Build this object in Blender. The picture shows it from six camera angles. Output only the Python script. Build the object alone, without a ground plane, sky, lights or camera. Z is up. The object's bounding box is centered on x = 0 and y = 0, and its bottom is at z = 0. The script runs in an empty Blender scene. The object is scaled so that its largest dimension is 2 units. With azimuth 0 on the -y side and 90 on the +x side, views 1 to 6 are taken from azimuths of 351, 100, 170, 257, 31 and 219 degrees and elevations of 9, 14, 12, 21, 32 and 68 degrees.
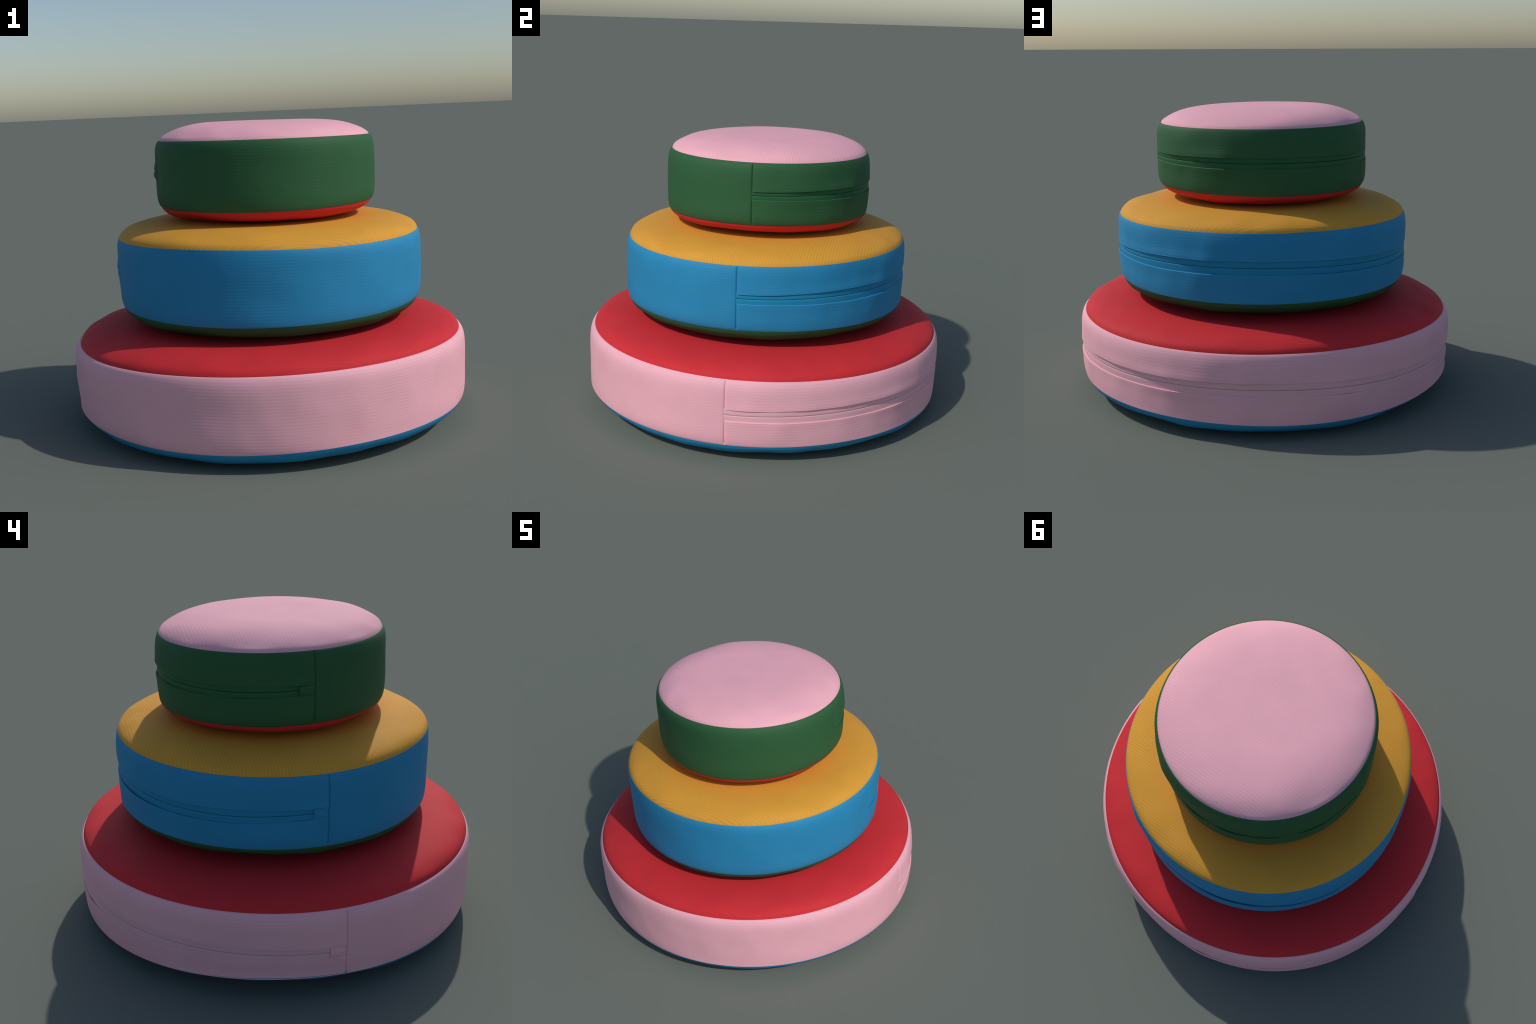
"""Three round zippered floor cushions stacked as a tower, largest at the bottom."""
import bpy, math
import numpy as np
from mathutils import noise, Vector

RIB_PERIOD = 0.0145          # spacing of the woven ribs in the upholstery cloth


# ----------------------------------------------------------------- materials
def cloth(name, colour, axis=None, rough=0.68, bump=0.35, contrast=0.10, spec=0.15):
    """Ribbed upholstery cloth; axis 'Y' or 'Z' is the direction the ribs repeat along."""
    m = bpy.data.materials.new(name)
    m.use_nodes = True
    nt = m.node_tree
    nt.nodes.clear()
    N, L = nt.nodes.new, nt.links.new
    out = N("ShaderNodeOutputMaterial")
    bsdf = N("ShaderNodeBsdfPrincipled")
    L(bsdf.outputs[0], out.inputs[0])
    bsdf.inputs["Roughness"].default_value = rough
    bsdf.inputs["Specular IOR Level"].default_value = spec
    co = N("ShaderNodeTexCoord").outputs["Object"]

    # soft random cloud, slightly lighter and darker blotches in the colour
    cloud = N("ShaderNodeTexNoise")
    cloud.inputs["Scale"].default_value = 5.0
    cloud.inputs["Detail"].default_value = 3.0
    L(co, cloud.inputs["Vector"])
    # fine thread grain
    grain = N("ShaderNodeTexNoise")
    grain.inputs["Scale"].default_value = 170.0
    grain.inputs["Detail"].default_value = 2.0
    L(co, grain.inputs["Vector"])

    def math_node(op, a, b):
        n = N("ShaderNodeMath")
        n.operation = op
        for s, v in ((n.inputs[0], a), (n.inputs[1], b)):
            if isinstance(v, (int, float)):
                s.default_value = v
            else:
                L(v, s)
        return n.outputs[0]

    tone = math_node("MULTIPLY", math_node("SUBTRACT", cloud.outputs[0], 0.5), 0.14)
    tone = math_node("ADD", tone, math_node("MULTIPLY", math_node("SUBTRACT", grain.outputs[0], 0.5), 0.10))
    height = math_node("MULTIPLY", grain.outputs[0], 0.25)
    if axis:
        rib = N("ShaderNodeTexWave")
        rib.wave_type = "BANDS"
        rib.bands_direction = axis
        rib.inputs["Scale"].default_value = 0.31416 / RIB_PERIOD
        rib.inputs["Distortion"].default_value = 0.7
        rib.inputs["Detail"].default_value = 2.0
        rib.inputs["Detail Scale"].default_value = 0.6
        L(co, rib.inputs["Vector"])
        # the ribs fade in and out where the cloth is worn
        worn = N("ShaderNodeTexNoise")
        worn.inputs["Scale"].default_value = 11.0
        L(co, worn.inputs["Vector"])
        strength = math_node("MULTIPLY", math_node("SUBTRACT", worn.outputs[0], 0.15), 2.6)
        ribs = math_node("MULTIPLY", math_node("SUBTRACT", rib.outputs["Fac"], 0.5), strength)
        tone = math_node("ADD", tone, math_node("MULTIPLY", ribs, contrast))
        height = math_node("ADD", height, ribs)
    tone = math_node("ADD", tone, 1.0)
    mix = N("ShaderNodeVectorMath")
    mix.operation = "SCALE"
    mix.inputs[0].default_value = colour
    L(tone, mix.inputs["Scale"])
    L(mix.outputs[0], bsdf.inputs["Base Color"])
    b = N("ShaderNodeBump")
    b.inputs["Strength"].default_value = bump
    b.inputs["Distance"].default_value = 0.0012
    L(height, b.inputs["Height"])
    L(b.outputs[0], bsdf.inputs["Normal"])
    return m


PINK = (0.90, 0.455, 0.518)
RED = (0.64, 0.033, 0.040)
GREEN = (0.028, 0.115, 0.042)
YELLOW = (0.72, 0.345, 0.045)
BLUE = (0.023, 0.258, 0.490)
TAPE_BLUE = (0.020, 0.250, 0.45)
TAPE_GREEN = (0.028, 0.125, 0.048)
TAPE_PINK = (0.84, 0.46, 0.51)


# ------------------------------------------------------------------- helpers
def lump(x, y, z, freq, seed):
    """Smooth noise evaluated over arrays of points."""
    f = noise.noise
    s = Vector((seed * 7.3, seed * 3.1, seed * 5.7))
    flat = np.array([f(Vector((a, b, c)) * freq + s) for a, b, c in zip(x.ravel(), y.ravel(), z.ravel())])
    return flat.reshape(x.shape)


def grid_mesh(name, P, closed_u=False, pole=None, flip=False):
    """Mesh from a grid of points P[u, v, 3]; pole closes the last v ring with one point."""
    nu, nv = P.shape[:2]
    verts = P.reshape(-1, 3)
    u = np.arange(nu if closed_u else nu - 1)
    v = np.arange(nv - 1)
    U, V = np.meshgrid(u, v, indexing="ij")
    U2 = (U + 1) % nu
    quads = np.stack([U * nv + V, U2 * nv + V, U2 * nv + V + 1, U * nv + V + 1], -1).reshape(-1, 4)
    if flip:
        quads = quads[:, ::-1]
    faces = quads.tolist()
    if pole is not None:
        verts = np.vstack([verts, pole])
        c = len(verts) - 1
        for i in range(nu):
            tri = [i * nv + nv - 1, ((i + 1) % nu) * nv + nv - 1, c]
            faces.append(tri[::-1] if flip else tri)
    me = bpy.data.meshes.new(name)
    me.from_pydata(verts.tolist(), [], faces)
    me.shade_smooth()
    me.update()
    return me


def add_part(name, mesh, parent, mat):
    ob = bpy.data.objects.new(name, mesh)
    bpy.context.scene.collection.objects.link(ob)
    ob.parent = parent
    if mat:
        mesh.materials.append(mat)
    return ob


def add_empty(name, parent=None, location=(0, 0, 0)):
    ob = bpy.data.objects.new(name, None)
    bpy.context.scene.collection.objects.link(ob)
    ob.empty_display_size = 0.1
    ob.location = location
    ob.parent = parent
    return ob


def ease(x, knots):
    """Cosine-eased interpolation through (position, value) knots."""
    xs, ys = np.array(knots).T
    i = np.clip(np.searchsorted(xs, x, side="right") - 1, 0, len(xs) - 2)
    t = np.clip((x - xs[i]) / (xs[i + 1] - xs[i]), 0, 1)
    t = (1 - np.cos(np.pi * t)) / 2
    return ys[i] * (1 - t) + ys[i + 1] * t


def arc_samples(a, b, count, R):
    """Angles from a to b, packed closely at both ends where the seams tuck in."""
    close = np.array([0, .001, .002, .0035, .005, .007, .010, .014, .019, .026]) / R
    return np.concatenate([a + close, np.linspace(a + .034 / R, b - .034 / R, count), (b - close)[::-1]])


class Cushion:
    def __init__(self, p):
        self.__dict__.update(p)

    # seam loops: radius and height of the stitched edge at angle th
    def seam(self, th, s):
        r = s["r"] + s["r2"][0] * np.cos(2 * th) + s["r2"][1] * np.sin(2 * th)
        z = s["z"] + s["z1"][0] * np.cos(th) + s["z1"][1] * np.sin(th) \
            + s["z2"][0] * np.cos(2 * th) + s["z2"][1] * np.sin(2 * th)
        if "r3" in s:
            r = r + s["r3"][0] * np.cos(3 * th) + s["r3"][1] * np.sin(3 * th)
            z = z + s["z3"][0] * np.cos(3 * th) + s["z3"][1] * np.sin(3 * th)
        for at, width, dr, dz in s.get("bumps", ()):      # local pulls in the cloth edge
            g = np.exp(-(np.degrees((th - math.radians(at) + np.pi) % (2 * np.pi) - np.pi) / width) ** 2)
            r, z = r + dr * g, z + dz * g
        return r, z - self.base

    def wall(self, th, t):
        """Radius and height of the outer cloth wall, t = 0 at the upper seam, 1 at the lower."""
        rt, zt = self.seam(th, self.upper)
        rb, zb = self.seam(th, self.lower)
        back = np.clip(np.sin(th), 0, 1)
        n = 6.0 - 2.0 * back
        full = self.r_max + self.r_oval[0] * np.cos(2 * th) + self.r_oval[1] * np.sin(2 * th)
        for at, width, dr in self.tucks:                  # lower wall drawn inward
            g = np.exp(-(np.degrees((th - math.radians(at) + np.pi) % (2 * np.pi) - np.pi) / width) ** 2)
            full = full + dr * g * t ** 1.5
        line = rt + (rb - rt) * t
        swell = (1 - np.abs(2 * t - 1) ** n) ** 0.75
        r = line + (full - line) * swell
        return r, zt + (zb - zt) * t

    def tuck(self, th, a, b):
        """Inward pull of the wall at the two upright seams."""
        d = np.minimum(np.abs(th - a), np.abs(th - b)) * self.r_max
        return 0.0050 * np.exp(-(d / 0.0034) ** 1.5) + 0.0018 * np.exp(-(d / 0.014) ** 2)

    def xyz(self, r, th, z):
        return np.stack([r * np.cos(th), r * np.sin(th), z + 0 * r], -1)

    # ---------------------------------------------------------------- parts
    def round_panel(self, mat, top):
        s = self.upper if top else self.lower
        h, p, q = (self.dome if top else self.belly)
        soft = 0 if top else self.belly_soft
        sign = 1 if top else -1
        nth = 300
        th = np.linspace(0, 2 * np.pi, nth, endpoint=False)[:, None]
        rho = np.concatenate([1 - np.array([0, .0012, .003, .006, .011, .018]), np.linspace(.972, .70, 26),
                              np.linspace(.66, .04, 22)])[None, :]
        rs, zs = self.seam(th, s)
        q = q + soft * np.exp(-((np.degrees(th) - 155) / 42) ** 2)   # belly sags less on one side
        mean = s["z"] - self.base
        r = rs * rho
        z = mean + (zs - mean) * rho ** 3 + sign * h * (1 - rho ** p) ** q
        z = z + self.crown_tilt * (np.cos(th) * rho * (1 - rho ** 6) if top else 0)
        # the edge curls a little as it enters the stitching
        z = z + sign * 0.004 * (np.exp(-((1 - rho) * rs / 0.006) ** 2) * -1)
        P = self.xyz(r, th + 0 * rho, z)
        edge = np.exp(-((1 - rho) * rs / 0.14) ** 2) * (1 - np.exp(-((1 - rho) * rs / 0.02) ** 2))
        P[..., 2] += 0.010 * edge * lump(P[..., 0], P[..., 1], 0 * P[..., 2], 5.5, self.seed + (2 if top else 5))
        P[..., 2] += 0.0035 * (1 - rho ** 8) * lump(P[..., 0], P[..., 1], 0 * P[..., 2], 3.0, self.seed + 9)
        limit = mean + sign * h
        P[..., 2] = np.minimum(P[..., 2], limit) if top else np.maximum(P[..., 2], limit)
        # hidden hem turned inward under the seam
        hem = P[:, :1].copy()
        hem[..., :2] *= (1 - 0.008 / s["r"])
        hem[..., 2] -= sign * 0.010
        P = np.concatenate([hem, P], 1)
        me = grid_mesh("round_panel", P, closed_u=True, pole=np.array([0, 0, P[:, -1, 2].mean()]), flip=not top)
        return add_part("round_panel", me, self.root, mat)

    def strip(self, name, th, t, mat, parent, hem_top, hem_bottom, lips=None):
        """A piece of the side wall between the seams."""
        T = th[:, None]
        r, z = self.wall(T, t)
        r = r - self.tuck(T, th[0], th[-1]) * np.clip(np.minimum(t, 1 - t) / 0.04, 0, 1)
        wob = lump(*[a for a in np.moveaxis(self.xyz(r, T + 0 * t, z * 1.5), -1, 0)], 4.0, self.seed + 1)
        fine = lump(*[a for a in np.moveaxis(self.xyz(r, T + 0 * t, z * 0.6), -1, 0)], 9.0, self.seed + 4)
        mid = np.clip(4 * t * (1 - t), 0, 1)
        back = np.clip(np.sin(T) * 3, 0, 1)
        r = r + mid * (0.0036 * wob + 0.0020 * fine) * (1 + 1.0 * back)
        if lips is not None:
            r, z = r + lips[0], z + lips[1]
        P = self.xyz(r, T + 0 * r, z)
        if hem_top:
            h = self.xyz(r[:, :1] - .008, T, z[:, :1] - .004)
            P = np.concatenate([h, P], 1)
        if hem_bottom:
            h = self.xyz(r[:, -1:] - .008, T, z[:, -1:] + .004)
            P = np.concatenate([P, h], 1)
        # turned-in ends at the upright seams
        for end in (0, -1):
            e = P[end:end + 1] if end == 0 else P[-1:]
            rr = np.hypot(e[..., 0], e[..., 1])
            k = (rr - .010) / rr
            q = e.copy()
            q[..., 0] *= k
            q[..., 1] *= k
            P = np.concatenate([q, P], 0) if end == 0 else np.concatenate([P, q], 0)
        me = grid_mesh(name, P, flip=True)
        return add_part(name, me, parent, mat)

    def zip_line(self, th):
        """Height of the zipper's middle and half its width, as fractions of the wall."""
        d = np.degrees(th)
        zc = ease(d, self.zip_height) - self.base
        w = ease(d, self.zip_half)
        _, zt = self.seam(th, self.upper)
        _, zb = self.seam(th, self.lower)
        H = zt - zb
        return (zt - zc) / H, w / H, H

    def build(self, mats):
        self.root = add_empty("round_cushion", None, (self.cx, self.cy, self.base))
        self.root["label"], self.root["category"] = self.label, "cushion"
        top_m, side_m, tape_m, bottom_m = mats
        self.round_panel(top_m, True)
        self.round_panel(bottom_m, False)

        a0, a1 = math.radians(self.seam_angles[0]), math.radians(self.seam_angles[1])
        t = (1 - np.cos(np.linspace(0, np.pi, 64))) / 2
        th = arc_samples(a1, a0 + 2 * np.pi, 190, self.r_max)
        self.strip("side_band", th, t[None, :], side_m, self.root, True, True)

        # zipper side: two cloth panels whose folded lips face each other
        th = arc_samples(a0, a1, 190, self.r_max)
        tc, w, H = self.zip_line(th[:, None])
        placket = add_empty("zipper_side", self.root)
        u = 1 - (1 - np.linspace(0, 1, 40)) ** 1.0
        u = (u - np.sin(2 * np.pi * u) / (2 * np.pi) * 0.6)[None, :]
        depth = np.array([0, .0004, .0010, .0020, .0034, .0052, .0080])[None, :]
        rise = np.array([0, .0010, .0017, .0021, .0021, .0016, .0010])[None, :]
        for upper in (True, False):
            lip = tc - w if upper else tc + w
            if upper:
                tt = np.concatenate([lip * u, lip + 0 * depth], 1)
                dr = np.concatenate([0 * u, -depth], 1)
                dz = np.concatenate([0 * u, -rise], 1)
            else:
                tt = np.concatenate([lip + 0 * depth, 1 - (1 - lip) * (1 - u)], 1)
                dr = np.concatenate([-depth[:, ::-1], 0 * u], 1)
                dz = np.concatenate([rise[:, ::-1], 0 * u], 1)
            # folded lip stands slightly proud
            fold = 0.0012 + (0.0040 if upper else 0.0012) * np.exp(-((np.degrees(th[:, None]) - 50) / 24) ** 2) \
                + 0.0022 * np.array([noise.noise(Vector((a * 5, self.seed, 3 + upper))) for a in th])[:, None]
            if upper:
                fold = fold + self.end_fold * np.exp(-((np.degrees(th[:, None]) - 179) / 9) ** 2)
            lift = fold * np.exp(-(np.abs(tt - lip) * H / 0.03) ** 2)
            self.strip("zipper_panel", th, tt, side_m, placket, upper, not upper, (dr + lift, dz))

        # two tapes meeting at a narrow groove, slightly sunk behind the lips
        th2 = np.linspace(a0 - .004, a1 - .02, 210)
        tc, w, H = self.zip_line(th2[:, None])
        r0, z0 = self.wall(th2[:, None], tc)
        x = np.array([-.0002, .0000, .0006, .0016, .004, .30, .55, .8, 1.0, 1.25])
        for side in (1, -1):
            half = w * H
            zz, rr = [], []
            for k in range(len(x)):
                if k < 5:
                    off = .0006 + x[k] + 0 * half
                    inn = (.008, .0045, .0030, .0021, .0016)[k]
                else:
                    off, inn = half * x[k], .0012 + .0010 * x[k] ** 2
                zz.append(z0 + side * off)
                rr.append(r0 - self.tape_depth - inn)
            r, z = np.concatenate(rr, 1), np.concatenate(zz, 1)
            P = self.xyz(r, th2[:, None] + 0 * r, z)
            add_part("zipper_tape", grid_mesh("zipper_tape", P, flip=side < 0), placket, tape_m)

        # cloth tab that covers the end of the zipper
        b0 = math.radians(self.tab_angle)
        th3 = np.concatenate([b0 + np.array([0, 0, .0008, .002, .004]) / self.r_max,
                              np.linspace(b0 + .008 / self.r_max, a1 + .001, 24)])
        tc, w, H = self.zip_line(th3[:, None])
        r0, z0 = self.wall(th3[:, None], tc)
        v = np.linspace(-1, 1, 25)[None, :]
        curl = np.concatenate([[.012], np.array([.0035, .0015, .0005, 0]), np.zeros(24)])[:, None]
        along = np.linspace(0, 1, len(th3))[:, None]
        r = r0 + self.tab_swell * (1 - np.abs(v) ** 2.5) * (1 - .75 * along ** 2) - 0.0045 - curl \
            - self.tuck(th3[:, None], a1, a1 + 9)
        z = z0 + v * (w * H + .003)
        P = self.xyz(r, th3[:, None] + 0 * v, z)
        add_part("zipper_tab", grid_mesh("zipper_tab", P, flip=False), placket, side_m)
        return self.root


# ------------------------------------------------------------------ the tower
def loop(r, z, z1=(0, 0), r2=(0, 0), z2=(0, 0)):
    return dict(r=r, z=z, z1=z1, r2=r2, z2=z2)


ribbed = {}
for nm, col in (("pink", PINK), ("red", RED), ("green", GREEN), ("yellow", YELLOW), ("blue", BLUE)):
    ribbed[nm, "Y"] = cloth(nm + "_panel_cloth", col, "Y", contrast=0.12 if nm == "yellow" else 0.07, bump=0.22 if nm == "yellow" else 0.16)
    ribbed[nm, "Z"] = cloth(nm + "_band_cloth", col, "Z", contrast=0.046, bump=0.11, spec=0.30)
tape = {"pink": cloth("pink_zipper_tape", TAPE_PINK, None, rough=0.5),
        "blue": cloth("blue_zipper_tape", TAPE_BLUE, None, rough=0.5),
        "green": cloth("green_zipper_tape", TAPE_GREEN, None, rough=0.5)}

large = Cushion(dict(
    label="large pink round cushion, red top, blue underside, zipper",
    seed=1, crown_tilt=-.004, cx=0.0, cy=0.0, base=0.0,
    upper=loop(.959, .4245, (.0046, -.0045), (.008, -.0025), (-.0018, -.004)) | dict(bumps=((240, 32, .007, .005), (192, 22, -.006, -.003))),
    lower=dict(loop(.977, .0940, (.0038, -.0051), (.009, -.007), (.005, -.005)),
               r3=(-.005, .004), z3=(-.007, .004), bumps=((165, 40, -.009, .008),)),
    tucks=((172, 35, -.013), (100, 55, -.007)),
    dome=(.0835, 7.0, .55), belly=(.0940, 10.0, .65), belly_soft=.5, r_max=.985, r_oval=(.008, -.005), end_fold=.003, tab_swell=.0100,
    seam_angles=(-.3, 183.5), tab_angle=179.2, tape_depth=.0022,
    zip_height=((-1, .254), (70, .2575), (130, .238), (184, .222)),
    zip_half=((-1, .030), (40, .034), (160, .035), (184, .029))))
medium = Cushion(dict(
    label="medium blue round cushion, yellow top, green underside, zipper",
    seed=2, crown_tilt=-.002, belly_soft=.1, cx=.0142, cy=-.002, base=.5090,
    upper=loop(.751, .9323, (-.0006, .0060), (.0015, -.004), (-.0009, 0)) | dict(bumps=((240, 36, .005, .012),)),
    tucks=((188, 30, -.006), (30, 35, -.005), (115, 48, -.009)),
    lower=loop(.753, .5985, (.0033, .004), (-.004, -.006), (.001, -.0017)),
    dome=(.0805, 6.0, .57), belly=(.0895, 8.0, .62), r_max=.764, r_oval=(.001, -.008), end_fold=.005, tab_swell=.0105,
    seam_angles=(-.2, 183.9), tab_angle=178.7, tape_depth=.0022,
    zip_height=((-1, .767), (78, .774), (150, .755), (184, .760)),
    zip_half=((-1, .0245), (50, .0340), (150, .0340), (184, .026))))
small = Cushion(dict(
    label="small green round cushion, pink top, red underside, zipper",
    seed=3, crown_tilt=-.006, belly_soft=0., tucks=(), cx=.0135, cy=0.0, base=1.0140,
    upper=loop(.527, 1.4025, (-.0037, -.0036), (0, -.003)),
    lower=loop(.534, 1.0795, (.0023, -.0004), (-.003, -.005), (.0027, 0)),
    dome=(.0850, 4.0, .72), belly=(.0655, 6.0, .62), r_max=.548, r_oval=(.001, -.005), end_fold=.007, tab_swell=.0150,
    seam_angles=(1.7, 185.8), tab_angle=178.2, tape_depth=.0022,
    zip_height=((0, 1.236), (78, 1.2356), (150, 1.235), (186, 1.242)),
    zip_half=((0, .0215), (60, .0280), (150, .0265), (186, .025))))

large.build((ribbed["red", "Y"], ribbed["pink", "Z"], tape["pink"], ribbed["blue", "Y"]))
medium.build((ribbed["yellow", "Y"], ribbed["blue", "Z"], tape["blue"], ribbed["green", "Y"]))
small.build((ribbed["pink", "Y"], ribbed["green", "Z"], tape["green"], ribbed["red", "Y"]))
